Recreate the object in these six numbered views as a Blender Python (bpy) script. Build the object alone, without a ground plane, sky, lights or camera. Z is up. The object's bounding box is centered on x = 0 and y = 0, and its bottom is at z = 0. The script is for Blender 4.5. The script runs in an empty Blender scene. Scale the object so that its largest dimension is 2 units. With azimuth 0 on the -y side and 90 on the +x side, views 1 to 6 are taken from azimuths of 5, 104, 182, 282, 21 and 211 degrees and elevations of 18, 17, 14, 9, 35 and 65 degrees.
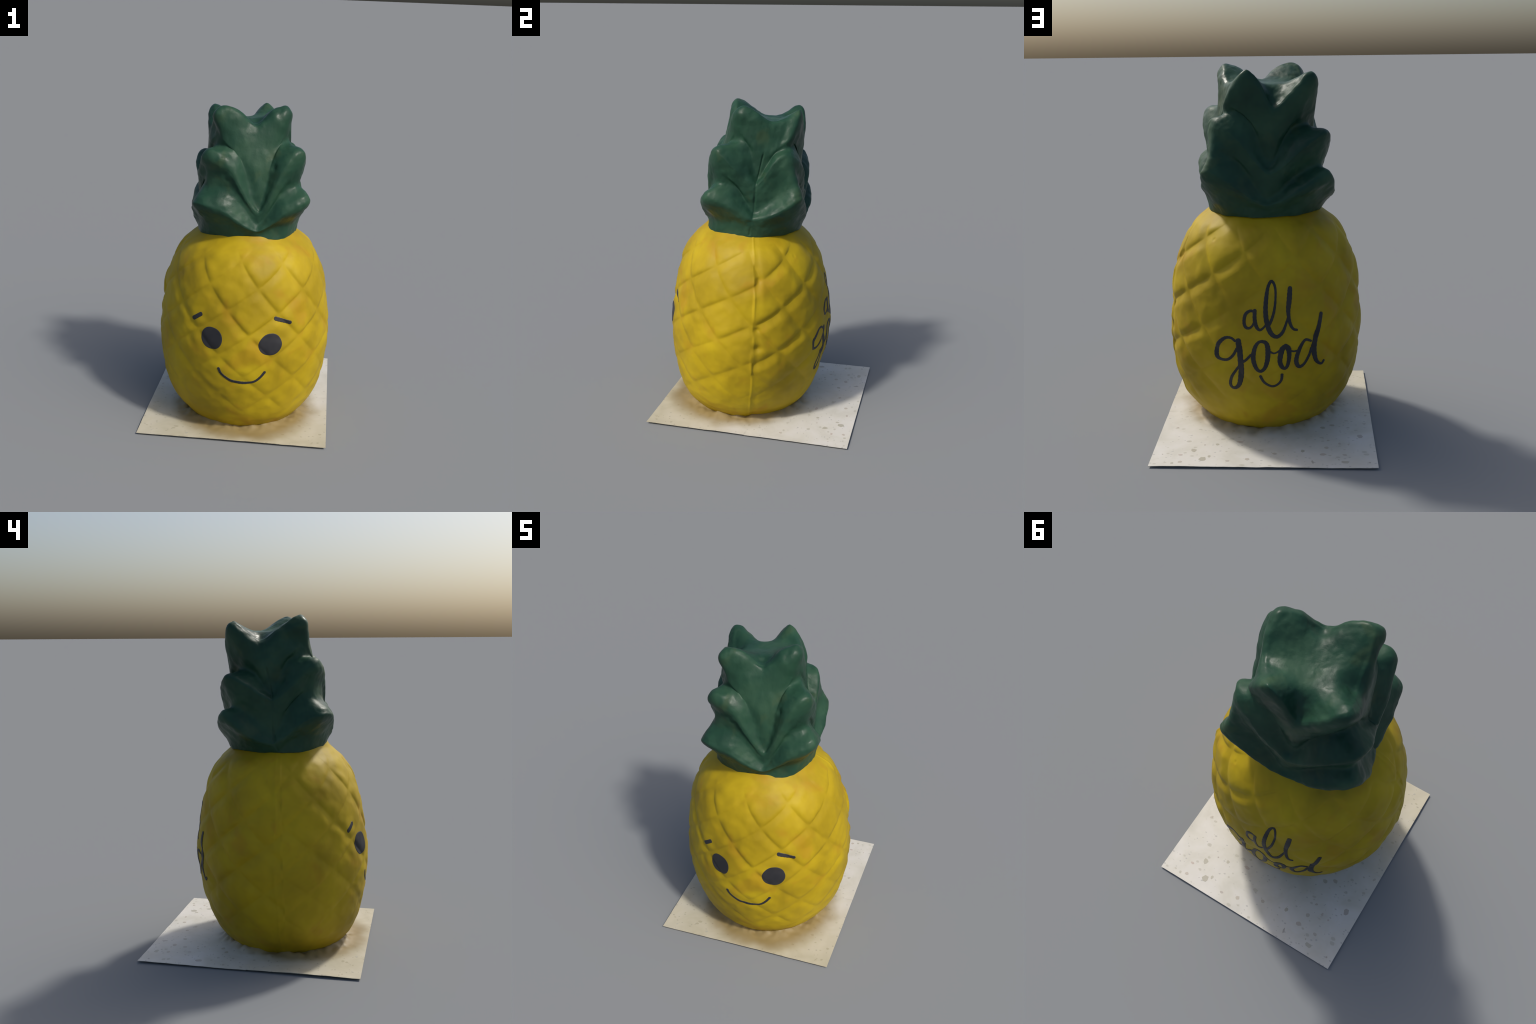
"""Painted toy pineapple with a smiling face, hand-lettered on the back,
standing on a thin square of terrazzo counter."""
import bpy, math, random
import numpy as np
from mathutils import Vector, noise

random.seed(7)
RNG = np.random.default_rng(7)
scene = bpy.context.scene
TURN = math.radians(10.0)            # the pineapple is turned 10 degrees on its slab

# ------------------------------------------------------------------ helpers
def smooth01(x):
    x = np.clip(x, 0.0, 1.0)
    return x * x * (3 - 2 * x)

def catmull(points, samples):
    """Catmull-Rom through points (n, d...); samples per span; keeps both ends."""
    p = np.asarray(points, float)
    n = len(p)
    out = []
    for i in range(n - 1):
        a, b = p[i], p[i + 1]
        m0 = (p[min(i + 1, n - 1)] - p[max(i - 1, 0)]) * 0.5
        m1 = (p[min(i + 2, n - 1)] - p[i]) * 0.5
        for k in range(samples):
            t = k / samples
            h00 = 2 * t**3 - 3 * t**2 + 1
            h10 = t**3 - 2 * t**2 + t
            h01 = -2 * t**3 + 3 * t**2
            h11 = t**3 - t**2
            out.append(h00 * a + h10 * m0 + h01 * b + h11 * m1)
    out.append(p[-1])
    return np.array(out)

def fbm(p, scale, octaves=3, seed=0.0):
    v, amp, f = 0.0, 1.0, scale
    for _ in range(octaves):
        v += amp * noise.noise(Vector((p[0] * f + seed, p[1] * f - seed, p[2] * f + 2 * seed)))
        amp *= 0.5
        f *= 2.0
    return v

def make_mesh(name, verts, faces, material, parent=None, smooth=True):
    me = bpy.data.meshes.new(name)
    me.from_pydata([tuple(v) for v in verts], [], faces)
    me.materials.append(material)
    if smooth:
        me.polygons.foreach_set("use_smooth", [True] * len(me.polygons))
    me.update()
    ob = bpy.data.objects.new(name, me)
    scene.collection.objects.link(ob)
    if parent:
        ob.parent = parent
    return ob

def grid_faces(rows, cols, wrap):
    f = []
    for r in range(rows - 1):
        for c in range(cols if wrap else cols - 1):
            d = (c + 1) % cols
            f.append((r * cols + c, r * cols + d, (r + 1) * cols + d, (r + 1) * cols + c))
    return f

# ---------------------------------------------------------------- materials
def new_material(name, rough, spec=0.5):
    m = bpy.data.materials.new(name)
    m.use_nodes = True
    nt = m.node_tree
    b = nt.nodes["Principled BSDF"]
    b.inputs["Roughness"].default_value = rough
    b.inputs["Specular IOR Level"].default_value = spec
    return m, nt, b

def tex_coord(nt):
    return nt.nodes.new("ShaderNodeTexCoord").outputs["Object"]

def noise_tex(nt, vec, scale, detail=3.0, rough=0.5, distortion=0.0):
    n = nt.nodes.new("ShaderNodeTexNoise")
    n.inputs["Scale"].default_value = scale
    n.inputs["Detail"].default_value = detail
    n.inputs["Roughness"].default_value = rough
    n.inputs["Distortion"].default_value = distortion
    nt.links.new(vec, n.inputs["Vector"])
    return n.outputs["Fac"]

def ramp(nt, fac, stops):
    r = nt.nodes.new("ShaderNodeValToRGB")
    e = r.color_ramp.elements
    while len(e) > 1:
        e.remove(e[-1])
    e[0].position, e[0].color = stops[0][0], (*stops[0][1], 1)
    for pos, col in stops[1:]:
        k = e.new(pos)
        k.color = (*col, 1)
    nt.links.new(fac, r.inputs["Fac"])
    return r.outputs["Color"]

def mix(nt, fac, a, b, mode="MIX"):
    m = nt.nodes.new("ShaderNodeMix")
    m.data_type, m.blend_type = "RGBA", mode
    for sock, val in ((m.inputs["Factor"], fac), (m.inputs["A"], a), (m.inputs["B"], b)):
        if isinstance(val, (int, float)):
            sock.default_value = val
        elif isinstance(val, tuple):
            sock.default_value = (*val, 1)
        else:
            nt.links.new(val, sock)
    return m.outputs["Result"]

def math_node(nt, op, a, b=0.0, clamp=False):
    m = nt.nodes.new("ShaderNodeMath")
    m.operation, m.use_clamp = op, clamp
    for sock, val in ((m.inputs[0], a), (m.inputs[1], b)):
        if isinstance(val, (int, float)):
            sock.default_value = val
        else:
            nt.links.new(val, sock)
    return m.outputs[0]

def map_range(nt, v, lo, hi, a=0.0, b=1.0):
    m = nt.nodes.new("ShaderNodeMapRange")
    m.interpolation_type = "SMOOTHSTEP"
    m.inputs["From Min"].default_value, m.inputs["From Max"].default_value = lo, hi
    m.inputs["To Min"].default_value, m.inputs["To Max"].default_value = a, b
    nt.links.new(v, m.inputs["Value"])
    return m.outputs["Result"]

def bump(nt, bsdf, height, strength, distance):
    b = nt.nodes.new("ShaderNodeBump")
    b.inputs["Strength"].default_value = strength
    b.inputs["Distance"].default_value = distance
    nt.links.new(height, b.inputs["Height"])
    nt.links.new(b.outputs["Normal"], bsdf.inputs["Normal"])

def yellow_paint():
    m, nt, b = new_material("yellow_paint", 0.55, 0.22)
    co = tex_coord(nt)
    col = ramp(nt, noise_tex(nt, co, 3.2, 4, 0.55, 0.3),
               [(0.30, (0.285, 0.200, 0.006)), (0.5, (0.385, 0.272, 0.007)), (0.70, (0.46, 0.335, 0.008))])
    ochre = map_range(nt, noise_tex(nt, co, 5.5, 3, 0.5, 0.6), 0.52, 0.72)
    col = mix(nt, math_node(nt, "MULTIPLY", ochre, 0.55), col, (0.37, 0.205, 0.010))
    nt.links.new(col, b.inputs["Base Color"])
    bump(nt, b, noise_tex(nt, co, 26, 3, 0.5), 0.25, 0.004)
    return m

def green_paint():
    m, nt, b = new_material("green_paint", 0.42, 0.2)
    co = tex_coord(nt)
    col = ramp(nt, noise_tex(nt, co, 4.5, 4, 0.55, 0.4),
               [(0.28, (0.011, 0.038, 0.024)), (0.5, (0.017, 0.056, 0.033)), (0.72, (0.032, 0.080, 0.045))])
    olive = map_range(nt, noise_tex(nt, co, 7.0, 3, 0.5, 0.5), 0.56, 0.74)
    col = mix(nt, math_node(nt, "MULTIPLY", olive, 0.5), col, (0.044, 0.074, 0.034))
    nt.links.new(col, b.inputs["Base Color"])
    r = map_range(nt, noise_tex(nt, co, 9.0, 3, 0.6), 0.3, 0.7, 0.34, 0.52)
    nt.links.new(r, b.inputs["Roughness"])
    bump(nt, b, noise_tex(nt, co, 34, 4, 0.6), 0.3, 0.005)
    return m

def black_ink():
    m, nt, b = new_material("black_ink", 0.5, 0.35)
    co = tex_coord(nt)
    nt.links.new(ramp(nt, noise_tex(nt, co, 12, 3), [(0.3, (0.017, 0.018, 0.022)), (0.7, (0.028, 0.028, 0.032))]),
                 b.inputs["Base Color"])
    return m

def terrazzo():
    m, nt, b = new_material("terrazzo", 0.5, 0.35)
    co = tex_coord(nt)
    col = ramp(nt, noise_tex(nt, co, 5.0, 4, 0.6, 0.4),
               [(0.3, (0.52, 0.50, 0.43)), (0.5, (0.58, 0.56, 0.50)), (0.7, (0.62, 0.60, 0.56))])
    # small flush chips: only the cells whose random value is high show
    for scale, thr, size, dark in ((22.0, 0.66, 0.30, (0.43, 0.41, 0.34)), (44.0, 0.72, 0.30, (0.40, 0.39, 0.36))):
        warp = nt.nodes.new("ShaderNodeMapping")
        warp.inputs["Scale"].default_value = (1.0, 1.45, 0.0)
        warp.inputs["Rotation"].default_value = (0, 0, scale)
        nt.links.new(co, warp.inputs["Vector"])
        v = nt.nodes.new("ShaderNodeTexVoronoi")
        v.inputs["Scale"].default_value = scale
        nt.links.new(warp.outputs["Vector"], v.inputs["Vector"])
        sep = nt.nodes.new("ShaderNodeSeparateColor")
        nt.links.new(v.outputs["Color"], sep.inputs["Color"])
        pick = math_node(nt, "GREATER_THAN", sep.outputs[0], thr)
        wob = math_node(nt, "MULTIPLY", math_node(nt, "SUBTRACT", noise_tex(nt, co, scale * 2.2, 2), 0.5), 0.35)
        rad = math_node(nt, "MULTIPLY", sep.outputs[1], size)
        inside = map_range(nt, math_node(nt, "SUBTRACT", math_node(nt, "ADD", v.outputs["Distance"], wob), rad), -0.02, 0.10, 1.0, 0.0)
        amount = math_node(nt, "MULTIPLY", math_node(nt, "MULTIPLY", inside, pick), 0.75)
        col = mix(nt, amount, col, dark)
    # warm light painted into the stone colour, creamier towards the front
    sep_xy = nt.nodes.new("ShaderNodeSeparateXYZ")
    nt.links.new(co, sep_xy.inputs[0])
    drift = math_node(nt, "ADD", sep_xy.outputs[1], math_node(nt, "MULTIPLY", noise_tex(nt, co, 3.0, 2), 0.5))
    col = mix(nt, map_range(nt, drift, -0.35, 0.55, 0.75, 0.0), col, (0.74, 0.69, 0.52), "MULTIPLY")
    # contact shadow and yellow colour bleed around the foot, painted in as ochre
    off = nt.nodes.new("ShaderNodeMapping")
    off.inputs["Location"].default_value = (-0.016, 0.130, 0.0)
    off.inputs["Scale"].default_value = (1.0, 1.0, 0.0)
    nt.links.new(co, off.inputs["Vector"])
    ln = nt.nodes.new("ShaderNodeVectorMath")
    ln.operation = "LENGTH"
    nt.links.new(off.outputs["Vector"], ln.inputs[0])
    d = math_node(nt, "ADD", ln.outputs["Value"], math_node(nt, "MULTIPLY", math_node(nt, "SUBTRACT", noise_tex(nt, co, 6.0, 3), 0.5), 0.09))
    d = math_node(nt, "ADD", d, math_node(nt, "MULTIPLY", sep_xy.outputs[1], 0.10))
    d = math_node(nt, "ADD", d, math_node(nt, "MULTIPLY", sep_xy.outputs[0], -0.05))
    contact_shade = map_range(nt, d, 0.37, 0.50, 0.95, 0.0)
    col = mix(nt, contact_shade, col, (0.235, 0.170, 0.062))
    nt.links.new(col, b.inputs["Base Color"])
    bump(nt, b, noise_tex(nt, co, 60, 3, 0.6), 0.15, 0.002)
    return m

def chip_stone():
    m, nt, b = new_material("chip_stone", 0.45, 0.4)
    info = nt.nodes.new("ShaderNodeObjectInfo")
    col = ramp(nt, info.outputs["Random"], [(0.0, (0.38, 0.36, 0.29)), (0.5, (0.42, 0.40, 0.33)), (0.8, (0.46, 0.39, 0.34)), (1.0, (0.32, 0.31, 0.28))])
    nt.links.new(mix(nt, math_node(nt, "MULTIPLY", noise_tex(nt, tex_coord(nt), 40, 3), 0.3), col, (0.50, 0.47, 0.40)), b.inputs["Base Color"])
    return m

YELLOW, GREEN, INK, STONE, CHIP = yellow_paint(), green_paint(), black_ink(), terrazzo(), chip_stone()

# ---------------------------------------------------------------- the body
# profile: height, half width across the mould seam, half depth front to back
PROFILE = np.array([
    (0.008, 0.350, 0.350), (0.025, 0.368, 0.366), (0.045, 0.388, 0.384), (0.07, 0.410, 0.404), (0.10, 0.437, 0.426), (0.15, 0.470, 0.450), (0.22, 0.500, 0.475),
    (0.30, 0.522, 0.496), (0.40, 0.540, 0.515), (0.50, 0.548, 0.526), (0.60, 0.548, 0.528),
    (0.70, 0.540, 0.520), (0.80, 0.528, 0.505), (0.90, 0.512, 0.487), (0.98, 0.490, 0.467), (1.05, 0.461, 0.441), (1.10, 0.433, 0.413),
    (1.15, 0.395, 0.376), (1.19, 0.345, 0.331), (1.22, 0.306, 0.298), (1.245, 0.285, 0.280)])
PROF = catmull(PROFILE, 16)
SEAM_RIGHT, SEAM_LEFT = 6.0, 175.5           # degrees, where the two mould halves meet

# row/column counters of the diamond quilting, one pair of slanted line
# families per mould half: c0 + c1 p + c2 h + c3 pp + c4 ph + c5 hh
QUILT = {"front": ((1.811, 2.274, -1.658, -0.307, -0.058, -0.032), (0.773, -2.612, -1.233, -0.113, 0.089, 0.142), -90.0),
         "back": ((0.708, 2.207, -1.588, 0.207, 0.034, 0.008), (1.214, -2.753, -1.240, 0.141, -0.026, 0.105), 90.0)}

def poly2(c, p, h):
    return c[0] + c[1] * p + c[2] * h + c[3] * p * p + c[4] * p * h + c[5] * h * h

def pillow(phi, z, half):
    """0 in the grooves between diamonds, 1 on a diamond's middle."""
    ci, cj, mid = QUILT[half]
    p, h = (phi - mid) / 90.0, (z - 0.75) / 0.4
    i, j = poly2(ci, p, h), poly2(cj, p, h)
    fi, fj = i - np.floor(i), j - np.floor(j)    # 0 just below a line, 1 just above the next one
    # each diamond: broad bevel along its upper edges, tight one along the lower
    rise = lambda f: smooth01(f / 0.30) ** 0.8
    fall = lambda f: 1.0 - np.exp(-((1.0 - f) / 0.09) ** 1.3)
    edge = rise(fi) * fall(fi) * rise(fj) * fall(fj)
    dome = np.sqrt(np.clip(16 * fi * (1 - fi) * fj * (1 - fj), 0, 1))
    # some diamonds stand a little prouder than their neighbours
    lift = np.sin(np.floor(i) * 12.9898 + np.floor(j) * 78.233) * 43.7585
    lift = lift - np.floor(lift)
        # the front mould's diamonds are dished, the back mould's nearly flat
    middle = 1.0 - 0.55 * dome ** 2 if half == "front" else 0.85 + 0.15 * dome
    return edge * middle * (0.75 + 0.45 * lift), i, j

def body_relief(phi, z):
    """phi in degrees, -180..180 (0 = right seam side, -90 = face)."""
    phi = (np.asarray(phi, float) + 180.0) % 360.0 - 180.0
    z = np.asarray(z, float)
    front = (phi < SEAM_RIGHT) & (phi > SEAM_LEFT - 360.0)
    fphi = np.where(phi > 170, phi - 360.0, phi)
    a, ia, ja = pillow(fphi, z, "front")
    bphi = np.where(phi < -170, phi + 360.0, phi)
    b, ib, jb = pillow(bphi, z, "back")
    fade = smooth01((z - 0.10) / 0.25) * smooth01((1.20 - z) / 0.10)
    soft = np.where(front, 1.05 - 0.45 * smooth01((0.80 - z) / 0.35), 1.15 - 0.45 * smooth01((0.62 - z) / 0.3))
    rel = np.where(front, (a - 0.72) * 0.0125, (b - 0.72) * 0.0138) * fade * soft * (1.0 - 0.65 * np.exp(-((phi - 84.0) / 34.0) ** 4 - ((z - 0.60) / 0.27) ** 4)) - np.where(front, 0.0005, 0.0)
    # raised flash line along each seam, wandering a little, with a shallow dip behind it
    for s, high, dip in ((SEAM_RIGHT, 0.0048, 0.006), (SEAM_LEFT, 0.0032, 0.003)):
        wander = 0.5 * np.sin(z * 9.0 + s) + 0.25 * np.sin(z * 23.0)
        d = (phi - s - wander + 180.0) % 360.0 - 180.0
        strength = 0.65 + 0.35 * np.sin(z * 17.0 + 2.0 * s)
        rel = rel + high * strength * np.exp(-(d / 0.75) ** 2) * smooth01((z - 0.02) / 0.1)
        rel = rel - dip * np.exp(-((d - 3.0 if s < 90 else d + 3.0) / 2.4) ** 2) * (0.6 + 0.4 * np.sin(z * 14.0))
    # small mould dents beside the right seam
    for pd, zd, w, dep in ((9.5, 0.99, 2.2, 0.009), (8.5, 0.69, 2.2, 0.010), (8.8, 0.575, 3.2, 0.015), (43.0, 1.10, 1.3, 0.003), (173.5, 0.86, 1.2, 0.006)):
        d = (phi - pd + 180.0) % 360.0 - 180.0
        rel = rel - dep * np.exp(-(d / w) ** 2 - ((z - zd) / (w * 0.0075)) ** 2)
    return rel

def body_point(phi, z, lift=0.0):
    """World position on the body surface (arrays allowed)."""
    phi, z = np.asarray(phi, float), np.asarray(z, float)
    a = np.interp(z, PROF[:, 0], PROF[:, 1])
    b = np.interp(z, PROF[:, 0], PROF[:, 2])
    cx = np.interp(z, [0.0, 0.6, 1.2], [0.021, 0.015, 0.014])
    cy = np.interp(z, [0.0, 0.6, 1.2], [-0.130, -0.105, -0.098])
    c, s = np.cos(np.radians(phi)), np.sin(np.radians(phi))
    e = 1.95
    r = (np.abs(c / a) ** e + np.abs(s / b) ** e) ** (-1 / e)
    r = r + body_relief(phi, z) + lift
    x, y = r * c, r * s
    return np.stack([cx + x * math.cos(TURN) - y * math.sin(TURN),
                     cy + x * math.sin(TURN) + y * math.cos(TURN), z], -1)

pineapple = bpy.data.objects.new("toy_pineapple", None)
scene.collection.objects.link(pineapple)
pineapple["label"] = "yellow painted toy pineapple, smiling face, dark green leafy crown"
pineapple["category"] = "pineapple figurine"

def lump(p):
    """The same soft lumpiness the body mesh carries."""
    return 0.006 * fbm(p, 4.5, 3, 3.1) + 0.0028 * fbm(p, 12.0, 2, 9.7)

def build_body():
    cols, rows = 560, 360
    phi = np.linspace(-180, 180, cols, endpoint=False)
    zz = np.interp(np.linspace(0, 1, rows), np.linspace(0, 1, len(PROF)), PROF[:, 0])
    P, Z = np.meshgrid(phi, zz)
    V = body_point(P, Z)
    flat = V.reshape(-1, 3)
    out = np.empty_like(flat)
    for k, v in enumerate(flat):
        n = lump(v)
        d = np.array((v[0] - 0.014, v[1] + 0.10, 0.0))
        out[k] = v + d / (np.linalg.norm(d) + 1e-9) * n
    # ragged lower rim
    rag = np.array([0.010 * fbm((math.cos(a) * 2, math.sin(a) * 2, 0.3), 2.6, 3, 5.0) for a in np.radians(phi)])
    low = np.exp(-((Z - 0.012) / 0.03) ** 2).reshape(-1)
    out[:, 2] += low * np.clip(np.tile(rag, rows), 0.0, 0.02)
    faces = grid_faces(rows, cols, True)
    verts = list(map(tuple, out))
    base = len(verts)
    verts.append((0.018, -0.118, 0.012))
    top = len(verts)
    verts.append((0.014, -0.098, 1.245))
    for c in range(cols):
        d = (c + 1) % cols
        faces.append((base, d, c))
        faces.append((top, (rows - 1) * cols + c, (rows - 1) * cols + d))
    return make_mesh("body", verts, faces, YELLOW, pineapple)

body = build_body()

def on_body(phi, z, lift):
    v = body_point(phi, z, lift)
    base = body_point(phi, z, 0.0)
    n = lump(base)
    d = np.array((v[0] - 0.014, v[1] + 0.10, 0.0))
    return v + d / (np.linalg.norm(d) + 1e-9) * n

# ----------------------------------------------------- painted face and words
MARK_LIFT = 0.0016

def brush_stroke(path, order):
    """One brush line on the body; path = (degrees, height, width in metres)."""
    p = catmull(path, 10)
    m_per_deg = math.radians(1.0) * 0.53
    t = np.gradient(p[:, :2] * [m_per_deg, 1.0], axis=0)
    t /= np.linalg.norm(t, axis=1)[:, None] + 1e-9
    nrm = np.stack([-t[:, 1], t[:, 0]], 1)
    w = p[:, 2] / 2 * 1.2 * (1 + 0.06 * np.sin(np.arange(len(p)) * 1.7 + order))
    rows = []
    # round ends: run the first and the last cross-section out to a half circle
    def section(c, n, w, lift_edge=True):
        return [(c[0] + n[0] * w * k / m_per_deg, c[1] + n[1] * w * k, k) for k in (-1, -.9, -.6, -.3, 0, .3, .6, .9, 1)]
    for a in (80, 60, 40, 20):
        c = p[0, :2] - t[0] / [m_per_deg, 1.0] * w[0] * math.sin(math.radians(a)) * 0.9
        rows.append(section(c, nrm[0], w[0] * math.cos(math.radians(a))))
    for k in range(len(p)):
        rows.append(section(p[k, :2], nrm[k], w[k]))
    for a in (20, 40, 60, 80):
        c = p[-1, :2] + t[-1] / [m_per_deg, 1.0] * w[-1] * math.sin(math.radians(a)) * 0.9
        rows.append(section(c, nrm[-1], w[-1] * math.cos(math.radians(a))))
    verts, cols = [], 9
    for r in rows:
        for ph, z, k in r:
            verts.append(on_body(ph, z, MARK_LIFT + 0.0002 * order - 0.0022 * abs(k) ** 24))
    return verts, grid_faces(len(rows), cols, False)

def brush_mark(name, strokes, start=0):
    verts, faces = [], []
    for k, s in enumerate(strokes):
        v, f = brush_stroke(s, start + k)
        faces += [tuple(len(verts) + i for i in q) for q in f]
        verts += v
    return make_mesh(name, verts, faces, INK, body)

def blob_mark(name, centre, outline):
    """A filled spot; outline = radii in metres at equal turns round the centre."""
    m_per_deg = math.radians(1.0) * 0.535
    n, rings = 72, 24
    rad = np.interp(np.arange(n) / n * len(outline), np.arange(len(outline) + 1), list(outline) + [outline[0]])
    rad = rad * 1.05
    for _ in range(6):
        rad = (np.roll(rad, 1) + rad * 2 + np.roll(rad, -1)) / 4
    verts = [on_body(centre[0], centre[1], MARK_LIFT)]
    for r in range(1, rings + 1):
        q = r / rings
        for k in range(n):
            a = 2 * math.pi * k / n
            verts.append(on_body(centre[0] + math.cos(a) * rad[k] * q / m_per_deg, centre[1] + math.sin(a) * rad[k] * q,
                                 MARK_LIFT - 0.0022 * q ** 40))
    faces = [(0, 1 + k, 1 + (k + 1) % n) for k in range(n)]
    for r in range(rings - 1):
        for k in range(n):
            a, b = 1 + r * n + k, 1 + r * n + (k + 1) % n
            faces.append((a, a + n, b + n, b))
    return make_mesh(name, verts, faces, INK, body)

blob_mark("eye", (-116.8, 0.666), (0.069, 0.066, 0.064, 0.070, 0.072, 0.066, 0.066, 0.070))
blob_mark("eye", (-77.1, 0.643), (0.074, 0.070, 0.065, 0.066, 0.074, 0.070, 0.066, 0.070))
brush_mark("eyebrow", [[(-131.4, 0.764, 0.023), (-128.6, 0.782, 0.022), (-126.2, 0.797, 0.022)]])
brush_mark("eyebrow", [[(-72.8, 0.795, 0.021), (-67.5, 0.778, 0.020), (-62.2, 0.761, 0.020)]])
brush_mark("mouth", [[(-111.1, 0.482, .015), (-109.8, 0.453, .014), (-106.7, 0.427, .014), (-102.2, 0.404, .015), (-95.8, 0.395, .014),
                      (-90.3, 0.397, .013), (-86.3, 0.408, .013), (-82.8, 0.435, .014), (-80.2, 0.464, .016)]])

# a
brush_mark("letter", [
    [(77.0, .755, .012), (74.4, .763, .012), (71.5, .746, .015), (70.4, .710, .016), (71.0, .678, .015), (73.1, .669, .012), (75.3, .684, .010), (76.7, .712, .010)],
    [(76.8, .765, .017), (76.7, .720, .018), (77.7, .680, .017), (79.6, .663, .012), (82.0, .678, .009), (83.8, .704, .008)]])
# the two tall l
brush_mark("letter", [
    [(84.3, .679, .012), (86.1, .711, .013), (88.0, .765, .012), (89.1, .835, .010), (88.7, .890, .012), (86.7, .911, .013), (84.7, .883, .015),
     (83.5, .829, .019), (83.0, .766, .021), (83.6, .704, .022), (85.7, .647, .021), (89.0, .626, .016), (92.3, .646, .014), (94.5, .686, .011), (96.3, .729, .010)]], 2)
brush_mark("letter", [
    [(98.0, .872, .022), (97.3, .823, .024), (96.4, .761, .020), (96.6, .717, .016), (97.5, .680, .014), (99.0, .660, .011), (101.0, .654, .010)]], 3)
# g
brush_mark("letter", [
    [(65.2, .599, .012), (62.8, .614, .012), (59.1, .610, .015), (55.3, .577, .020), (53.5, .533, .022), (54.0, .494, .020), (56.5, .482, .015),
     (60.3, .487, .013), (63.7, .515, .013), (66.1, .555, .012)],
    [(67.1, .600, .025), (67.7, .552, .027), (68.4, .483, .027), (68.3, .418, .027), (66.8, .351, .022), (64.4, .322, .017), (62.0, .320, .015),
     (60.9, .342, .016), (62.1, .384, .014), (64.9, .426, .012), (68.9, .476, .012), (71.6, .497, .012), (74.3, .525, .011)]])
# first o and the link to the second
brush_mark("letter", [
    [(82.5, .598, .016), (79.1, .597, .013), (76.6, .563, .018), (75.7, .504, .021), (77.3, .451, .018), (79.7, .432, .015), (82.2, .451, .017),
     (83.7, .495, .021), (84.1, .550, .023), (83.2, .590, .020), (80.8, .601, .014)],
    [(84.4, .550, .010), (87.3, .534, .008), (89.9, .545, .008), (91.7, .561, .010)]], 2)
# second o and the link to the d
brush_mark("letter", [
    [(94.6, .570, .022), (92.1, .557, .024), (90.9, .491, .022), (92.2, .453, .019), (94.2, .442, .015), (95.7, .464, .017), (96.2, .513, .020),
     (95.7, .556, .024), (93.9, .573, .022)],
    [(96.4, .547, .009), (98.8, .538, .008), (102.1, .541, .009)]], 4)
# d
brush_mark("letter", [
    [(109.6, .582, .010), (105.9, .595, .012), (103.4, .570, .016), (101.2, .517, .021), (100.7, .473, .021), (102.5, .444, .016), (105.5, .457, .013),
     (108.1, .495, .012), (110.2, .539, .012)],
    [(116.4, .722, .018), (114.8, .667, .022), (113.0, .594, .028), (111.8, .528, .029), (113.1, .472, .020), (115.5, .444, .013), (117.6, .438, .012), (118.8, .451, .013)]], 6)
brush_mark("smile_mark", [[(79.7, .401, .014), (81.4, .365, .013), (84.6, .342, .012), (87.4, .336, .012), (90.2, .349, .012), (92.0, .374, .013), (92.3, .405, .014)]])

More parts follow.
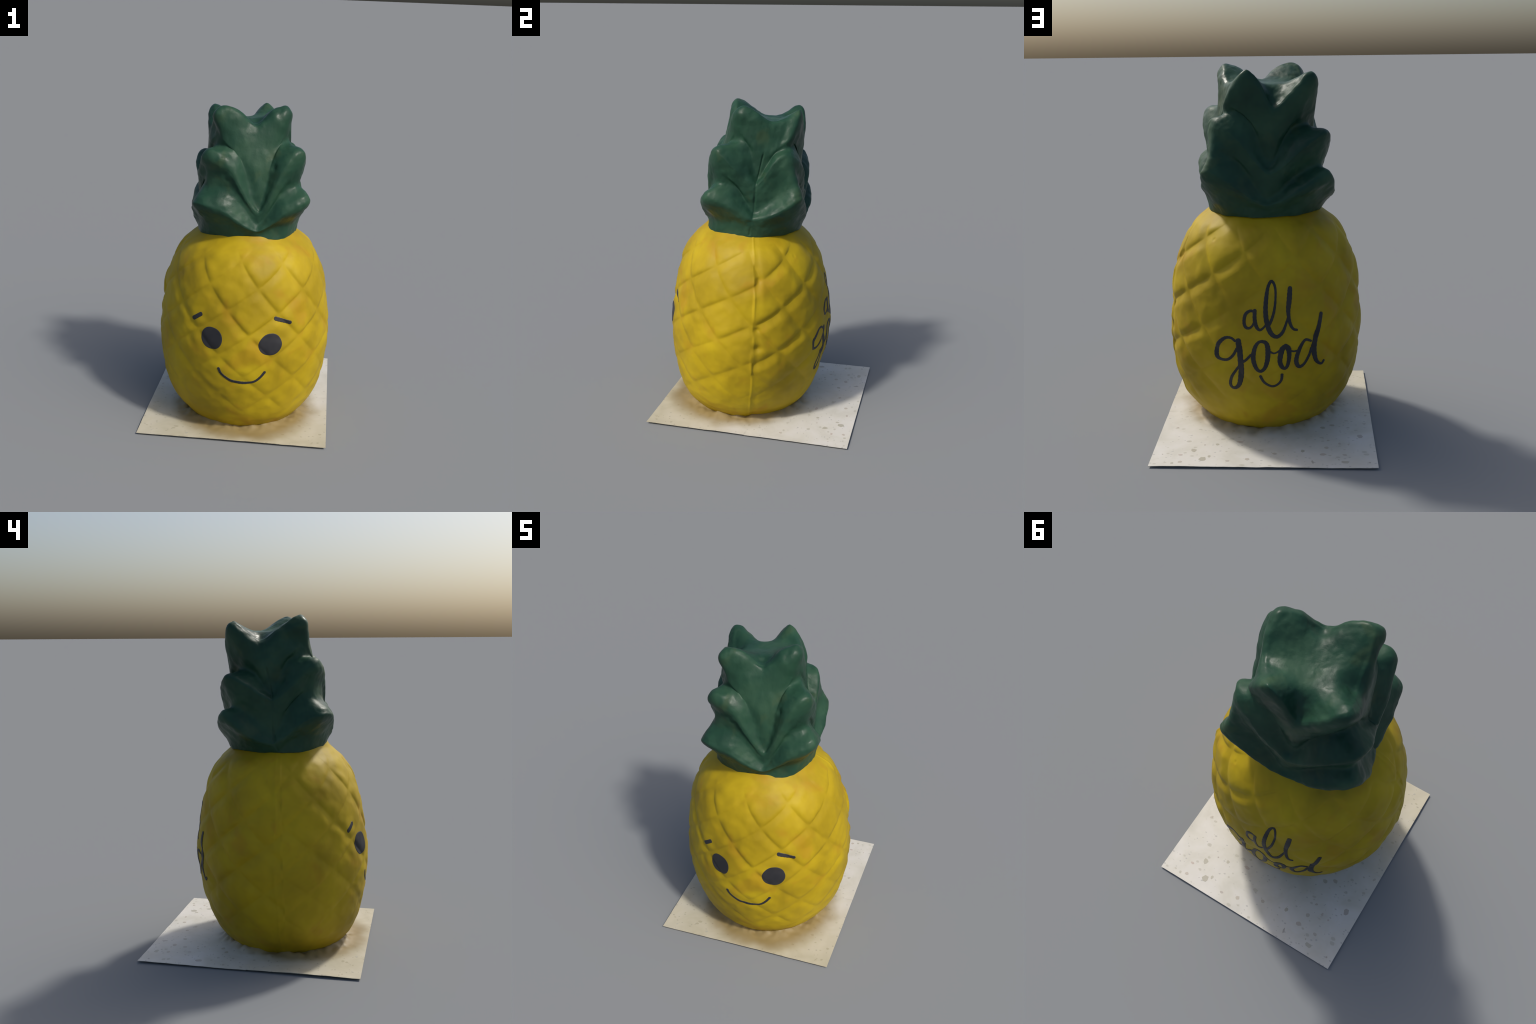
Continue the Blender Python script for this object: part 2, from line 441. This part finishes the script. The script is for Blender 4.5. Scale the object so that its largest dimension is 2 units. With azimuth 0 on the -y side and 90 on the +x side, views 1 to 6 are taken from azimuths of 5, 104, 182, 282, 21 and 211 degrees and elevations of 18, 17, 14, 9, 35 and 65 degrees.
# ---------------------------------------------------------------- the crown
# eight upright guide lines, corners and hollows in turn.  Every line runs
# neck, belly, lip of the low leaf, ledge, belly, lip of the middle leaf,
# ledge, belly, lip of the top leaf.
GUIDES = [
    # hollow above the right seam
    [(.318, -.040, 1.215), (.328, -.030, 1.270), (.332, -.020, 1.310), (.330, -.016, 1.335), (.315, -.012, 1.370), (.308, -.008, 1.450),
     (.302, -.004, 1.510), (.295, -.002, 1.540), (.275, .005, 1.580), (.245, .030, 1.720), (.215, .060, 1.870), (.190, .065, 1.900)],
    # corner: right and back
    [(.190, .165, 1.215), (.245, .200, 1.315), (.302, .262, 1.438), (.290, .262, 1.490), (.272, .235, 1.550), (.270, .228, 1.630),
     (.255, .225, 1.695), (.235, .215, 1.727), (.200, .190, 1.755), (.190, .200, 1.820), (.130, .225, 1.920), (.085, .225, 1.972)],
    # hollow at the back
    [(-.045, .214, 1.215), (-.030, .232, 1.250), (-.015, .240, 1.270), (-.010, .240, 1.282), (-.015, .235, 1.310), (-.020, .232, 1.380),
     (-.025, .230, 1.425), (-.028, .227, 1.445), (-.030, .215, 1.490), (-.040, .210, 1.620), (-.050, .215, 1.745), (-.053, .205, 1.778)],
    # corner: left and back
    [(-.238, .095, 1.215), (-.308, .148, 1.318), (-.358, .192, 1.402), (-.352, .190, 1.455), (-.312, .146, 1.482), (-.330, .165, 1.570),
     (-.338, .178, 1.624), (-.330, .170, 1.661), (-.238, .106, 1.690), (-.254, .122, 1.780), (-.282, .157, 1.915), (-.258, .157, 1.960)],
    # hollow above the left seam
    [(-.297, -.140, 1.215), (-.310, -.130, 1.240), (-.318, -.120, 1.260), (-.318, -.116, 1.275), (-.312, -.112, 1.320), (-.305, -.108, 1.420),
     (-.300, -.100, 1.490), (-.295, -.100, 1.520), (-.275, -.090, 1.560), (-.258, -.060, 1.700), (-.240, -.030, 1.810), (-.216, -.020, 1.850)],
    # corner: left and front
    [(-.192, -.308, 1.215), (-.236, -.350, 1.310), (-.288, -.428, 1.420), (-.280, -.418, 1.465), (-.235, -.355, 1.530), (-.235, -.355, 1.620),
     (-.252, -.378, 1.700), (-.235, -.358, 1.750), (-.188, -.290, 1.765), (-.182, -.285, 1.840), (-.188, -.288, 1.950), (-.162, -.248, 1.992)],
    # hollow at the front
    [(.068, -.372, 1.238), (.085, -.384, 1.260), (.094, -.390, 1.275), (.096, -.382, 1.287), (.097, -.362, 1.310), (.097, -.355, 1.345),
     (.098, -.352, 1.365), (.098, -.348, 1.380), (.098, -.335, 1.420), (.090, -.303, 1.620), (.060, -.228, 1.850), (.050, -.198, 1.890)],
    # corner: right and front
    [(.250, -.285, 1.215), (.310, -.245, 1.308), (.405, -.297, 1.430), (.398, -.295, 1.490), (.340, -.240, 1.545), (.360, -.255, 1.650),
     (.370, -.252, 1.725), (.345, -.235, 1.762), (.262, -.150, 1.785), (.255, -.140, 1.860), (.262, -.142, 1.950), (.233, -.110, 1.992)],
]
CROWN_TOP = np.array((-.020, .020, 1.900))
CROWN_AXIS = ((.012, -.095), (-.015, .010))       # middle of the crown at the neck and at the top
TIER_ROWS = (4, 8)                # guide rows where a leaf's ledge meets the next leaf
# between each hollow and its neighbouring corner a leaf side bulges out (low,
# middle, top), its lip arches up and the ledge behind the lip arches up more:
# (low lip, low ledge, middle lip, middle ledge, top lip)
SIDES = [((.016, .020, .004), (-.010, .000, .065, .045, -.015)),   # right hollow - right back corner
         ((.018, .022, .006), (.020, .060, .040, .110, .030)),     # right back corner - back hollow
         ((.026, .024, .022), (.000, .020, .025, .055, .010)),     # back hollow - left back corner
         ((.030, .022, .018), (-.025, .020, .020, .030, .010)),    # left back corner - left hollow
         ((.014, .012, .016), (.040, .090, .005, .060, .010)),     # left hollow - left front corner
         ((.032, .020, .008), (.045, .065, .100, .120, .030)),     # left front corner - front hollow
         ((.026, .026, .010), (.035, .060, .105, .120, .020)),     # front hollow - right front corner
         ((.014, .018, .016), (.035, .055, .010, .070, .012))]     # right front corner - right hollow
CORNER_INSET = {1: (.000, .014, .006), 3: (.024, .022, .010), 5: (.026, .030, .008), 7: (.021, .024, .014)}
LIP_DEPTH = (1, 1, 1, 1, 1, .35, .35, 1)          # the front leaves lie closer to one another
LIP = (0, -.002, .006, .008, -.018, -.006, .006, .008, -.018, -.003, .002, 0)   # overhang of each lip on the sides
ARCH_SHARE = ((1, 0, .4), (2, 0, .8), (3, 0, 1), (4, 1, 1), (5, 2, .6), (6, 2, .85), (7, 2, 1), (8, 3, 1), (9, 4, .3), (10, 4, .8), (11, 4, 1))
ROW_TIER = (0, 0, 0, 0, 0, 1, 1, 1, 1, 2, 2, 2)

def crown_axis(z):
    t = np.clip((np.asarray(z) - 1.22) / 0.78, 0, 1)[..., None]
    return np.array(CROWN_AXIS[0]) * (1 - t) + np.array(CROWN_AXIS[1]) * t

def outward(p):
    d = p[..., :2] - crown_axis(p[..., 2])
    d = d / np.linalg.norm(d, axis=-1, keepdims=True)
    return np.concatenate([d, np.zeros_like(d[..., :1])], -1)

def build_crown():
    K = np.array(GUIDES)                              # guide, row, xyz
    tier = np.array(ROW_TIER)
    for k, inset in CORNER_INSET.items():
        amount = np.array(inset)[tier]
        amount[0] = 0.0
        K[k] -= outward(K[k]) * amount[:, None]
    for k in (0, 2, 4, 6):
        K[k] += outward(K[k]) * ((0.2 if k == 6 else 0.7) * np.array(LIP))[:, None]
    G = np.empty((16,) + K.shape[1:])
    G[::2] = K
    for k in range(8):
        m = (K[k] + K[(k + 1) % 8]) / 2
        bulge = np.array(SIDES[k][0])[tier]
        bulge[0] = 0.024
        m = m + outward(m) * (bulge + LIP_DEPTH[k] * np.array(LIP))[:, None]
        for row, which, share in ARCH_SHARE:
            m[row, 2] += SIDES[k][1][which] * share
        G[2 * k + 1] = m
    ng, per = 16, 26                                  # columns between two guides
    cols = ng * per
    # round the guides: a closed curve through all 16, a touch sharper in the hollows
    wrap = np.concatenate([G[-2:], G, G[:3]])
    cur = catmull(wrap, per)[2 * per:2 * per + cols]
    lin = np.concatenate([G[k][None] + (np.arange(per) / per)[:, None, None] * (G[(k + 1) % ng] - G[k])[None] for k in range(ng)])
    near = np.minimum((np.arange(cols) / per) % 4, 4 - (np.arange(cols) / per) % 4)
    w_lin = np.clip(1 - near, 0, 1)[:, None, None] * 0.6
    lin = lin * w_lin + cur * (1 - w_lin)
    kern_x = np.arange(-20, 21)
    soft = np.empty_like(lin)
    for row in range(lin.shape[1]):
        sig = 1.8
        kern = np.exp(-(kern_x / sig) ** 2 / 2)
        kern /= kern.sum()
        pad = np.concatenate([lin[-20:, row], lin[:, row], lin[:20, row]])
        for ax in range(3):
            soft[:, row, ax] = np.convolve(pad[:, ax], kern, "valid")
    # rows in the middle of the top: a soft, lumpy cap
    extra = []
    rim = soft[:, -1]
    def round_off(ring, sig):
        x = np.arange(cols)
        d = np.minimum(x, cols - x)
        k = np.exp(-(d / sig) ** 2 / 2)
        f = np.fft.fft(k / k.sum())
        return np.stack([np.fft.ifft(np.fft.fft(ring[:, a]) * f).real for a in range(3)], 1)
    for q, sag, sig in ((0.86, -0.07, 6.0), (0.66, 0.04, 16.0), (0.48, 0.20, 30.0), (0.24, 0.22, 60.0)):
        ring = CROWN_TOP + (rim - CROWN_TOP) * q
        ring[:, 2] = CROWN_TOP[2] + (rim[:, 2] - CROWN_TOP[2]) * (q - sag)
        extra.append(round_off(ring, sig))
    mid = extra[-1].mean(0)
    rows_pts = np.concatenate([soft.transpose(1, 0, 2), np.array(extra), np.repeat(mid[None, None], cols, 1)])
    per_row = 12
    S = catmull(rows_pts, per_row)                    # rows, cols, 3
    S = S[:-1]
    rows = S.shape[0]
    # thin mould seam down both sides
    verts = S.reshape(-1, 3).copy()
    return verts, rows, cols, per, per_row

def crown_normals(verts, rows, cols):
    g = verts.reshape(rows, cols, 3)
    du = np.roll(g, -1, 1) - np.roll(g, 1, 1)
    dv = np.gradient(g, axis=0)
    n = np.cross(du, dv)
    return (n / (np.linalg.norm(n, axis=2, keepdims=True) + 1e-12)).reshape(-1, 3)

def finish_crown():
    verts, rows, cols, per, per_row = build_crown()
    nrm = crown_normals(verts, rows, cols)
    g = np.arange(rows * cols)
    row, col = g // cols, g % cols
    # lumps, veins and the seam line, pushed along the normal
    disp = np.array([0.007 * fbm(v, 7.0, 3, 1.3) + 0.002 * fbm(v, 26.0, 2, 4.2) for v in verts])
    for k in (0, 8):
        d = (col - k * per + cols / 2) % cols - cols / 2
        rough = np.array([0.6 + 0.8 * noise.noise(Vector((v[2] * 14.0, k, 0.5))) for v in verts])
        disp = disp - 0.009 * rough * np.exp(-(d / 1.3) ** 2) * (row > 3) * (row < 9 * per_row)
    for px, py, pz, rad, deep in ((.17, -.29, 1.655, .016, .016), (-.06, -.345, 1.585, .018, .014), (-.215, .010, 1.80, .014, .016),
                                  (-.205, -.205, 1.865, .060, .032), (-.27, -.31, 1.61, .050, .020), (-.190, -.272, 1.835, .045, .018), (-.235, -.04, 1.70, .012, .010)):
        q = ((verts - (px, py, pz)) ** 2).sum(1) / rad ** 2
        disp = disp - deep * np.exp(-q)
    fade = np.clip((rows - 1 - row) / (3 * per_row), 0, 1)
    verts = verts + nrm * (disp * (0.3 + 0.7 * fade))[:, None]
    tip = len(verts)
    top_z = verts[-cols:].mean(0)
    verts = np.vstack([verts, top_z])
    faces = grid_faces(rows, cols, True)
    faces += [((rows - 1) * cols + c, (rows - 1) * cols + (c + 1) % cols, tip) for c in range(cols)]
    whole = make_mesh("whole_crown", verts, faces, GREEN)
    vn = np.array([v.vector for v in whole.data.vertex_normals])
    # share the faces out: 12 leaves and the plateau between the top tips
    plateau_row = 11 * per_row + 6
    regions = {}
    for f in faces:
        r, c = f[0] // cols, f[0] % cols
        if r >= plateau_row:
            key = "crown"
        else:
            tier = 0 if r < TIER_ROWS[0] * per_row else 1 if r < TIER_ROWS[1] * per_row else 2
            key = (tier, c // (4 * per))
        regions.setdefault(key, []).append(f)
    bpy.data.objects.remove(whole)

    def part(name, fs, parent):
        ids = sorted({i for f in fs for i in f})
        at = {i: k for k, i in enumerate(ids)}
        ob = make_mesh(name, [verts[i] for i in ids], [tuple(at[i] for i in f) for f in fs], GREEN, parent)
        ob.data.normals_split_custom_set_from_vertices([tuple(vn[i]) for i in ids])
        return ob
    crown = part("crown", regions.pop("crown"), pineapple)
    for key in sorted(regions):
        part("leaf", regions[key], crown)
    return crown

finish_crown()

# ------------------------------------------------------------ terrazzo square
HALF_X, HALF_Y = 0.588, 0.648

def slab_height(x, y):
    edge = max(abs(x) / HALF_X, abs(y) / HALF_Y)
    near_edge = smooth01((edge - 0.86) / 0.14)
    wave = 0.0035 * noise.noise(Vector((x * 5.0, y * 5.0, 1.7))) + 0.002 * noise.noise(Vector((x * 14.0, y * 14.0, 4.1)))
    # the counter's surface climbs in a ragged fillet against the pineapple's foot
    dx, dy = x - 0.016, y + 0.130
    ragged = 0.5 + 0.8 * noise.noise(Vector((x * 8.0, y * 8.0, 7.7))) + 0.6 * noise.noise(Vector((x * 22.0, y * 22.0, 2.2)))
    gap = math.hypot(dx, dy * 1.02) - 0.375
    fillet = 0.032 * max(0.1, 0.35 + ragged) * math.exp(-(max(gap, 0.0) / 0.040) ** 1.4)
    return 0.0095 + (0.0025 if y < 0 else 0.0) * near_edge + wave * (0.25 + 0.75 * near_edge) + fillet

def build_slab():
    nx, ny = 236, 260
    xs = np.linspace(-HALF_X, HALF_X, nx)
    ys = np.linspace(-HALF_Y, HALF_Y, ny)
    verts, faces = [], []
    for y in ys:
        for x in xs:
            verts.append((x, y, slab_height(x, y)))
    faces += grid_faces(ny, nx, False)
    ring = [c for c in range(nx)] + [r * nx + nx - 1 for r in range(1, ny)] + \
           [(ny - 1) * nx + c for c in range(nx - 2, -1, -1)] + [r * nx for r in range(ny - 2, 0, -1)]
    prev = ring
    # thin lip, then undercut to the foot the slab stands on
    for inset, drop in ((0.0005, 0.0022), (0.016, 0.0030), (0.022, None)):
        cur = []
        for i in ring:
            x, y, z = verts[i]
            q = (x * (1 - inset / HALF_X), y * (1 - inset / HALF_Y), 0.0 if drop is None else max(z - drop, 0.0012))
            cur.append(len(verts))
            verts.append(q)
        for k in range(len(ring)):
            m = (k + 1) % len(ring)
            faces.append((prev[k], cur[k], cur[m], prev[m]))
        prev = cur
    faces.append(tuple(reversed(prev)))
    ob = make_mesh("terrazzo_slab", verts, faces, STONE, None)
    ob.data.set_sharp_from_angle(angle=math.radians(35))
    return ob

slab = build_slab()
slab["label"] = "thin square slab of pale speckled terrazzo"
slab["category"] = "stone slab"

def stone_chip(x, y, w, h, turn):
    n = random.randint(6, 9)
    pts = []
    for k in range(n):
        a = 2 * math.pi * k / n + random.uniform(-0.25, 0.25)
        r = random.uniform(0.75, 1.1)
        pts.append((math.cos(a) * r * w / 2, math.sin(a) * r * h / 2))
    c, s = math.cos(turn), math.sin(turn)
    verts = []
    for scale, up in ((1.0, -0.0008), (0.94, 0.0006)):
        for px, py in pts:
            qx, qy = x + (px * c - py * s) * scale, y + (px * s + py * c) * scale
            verts.append((qx, qy, slab_height(qx, qy) + up))
    faces = [(k, (k + 1) % n, n + (k + 1) % n, n + k) for k in range(n)] + [tuple(range(n, 2 * n))]
    make_mesh("stone_chip", verts, faces, CHIP, slab, smooth=False)

# the large chips that can be told apart: x, y, width, depth
BIG_CHIPS = [(0.376, 0.476, 0.040, 0.039), (0.319, 0.571, 0.050, 0.050), (0.257, 0.408, 0.023, 0.025), (0.086, 0.569, 0.025, 0.028),
             (-0.327, 0.436, 0.030, 0.028), (-0.308, 0.508, 0.040, 0.028), (-0.053, 0.505, 0.028, 0.022), (-0.254, 0.592, 0.014, 0.042),
             (-0.512, 0.300, 0.033, 0.050), (-0.421, 0.589, 0.050, 0.031), (0.432, 0.603, 0.025, 0.022), (0.287, 0.541, 0.018, 0.031),
             (0.439, 0.528, 0.025, 0.020), (-0.310, 0.202, 0.033, 0.028), (0.137, 0.378, 0.043, 0.022), (0.187, 0.589, 0.028, 0.016),
             (-0.202, 0.474, 0.025, 0.028), (-0.363, 0.169, 0.033, 0.028), (0.470, 0.633, 0.020, 0.022), (-0.422, 0.512, 0.030, 0.022)]
for x, y, w, h in BIG_CHIPS:
    stone_chip(x, min(y, 0.615), w, h, random.uniform(-0.2, 0.2))
for _ in range(46):
    x, y = random.uniform(-0.56, 0.56), random.uniform(-0.62, 0.60)
    if math.hypot(x - 0.015, y + 0.1) > (0.43 if y > 0.1 else 0.56):
        w = random.uniform(0.010, 0.026)
        stone_chip(x, y, w, w * random.uniform(0.5, 1.0), random.uniform(0, 3.1))
bpy.context.view_layer.update()
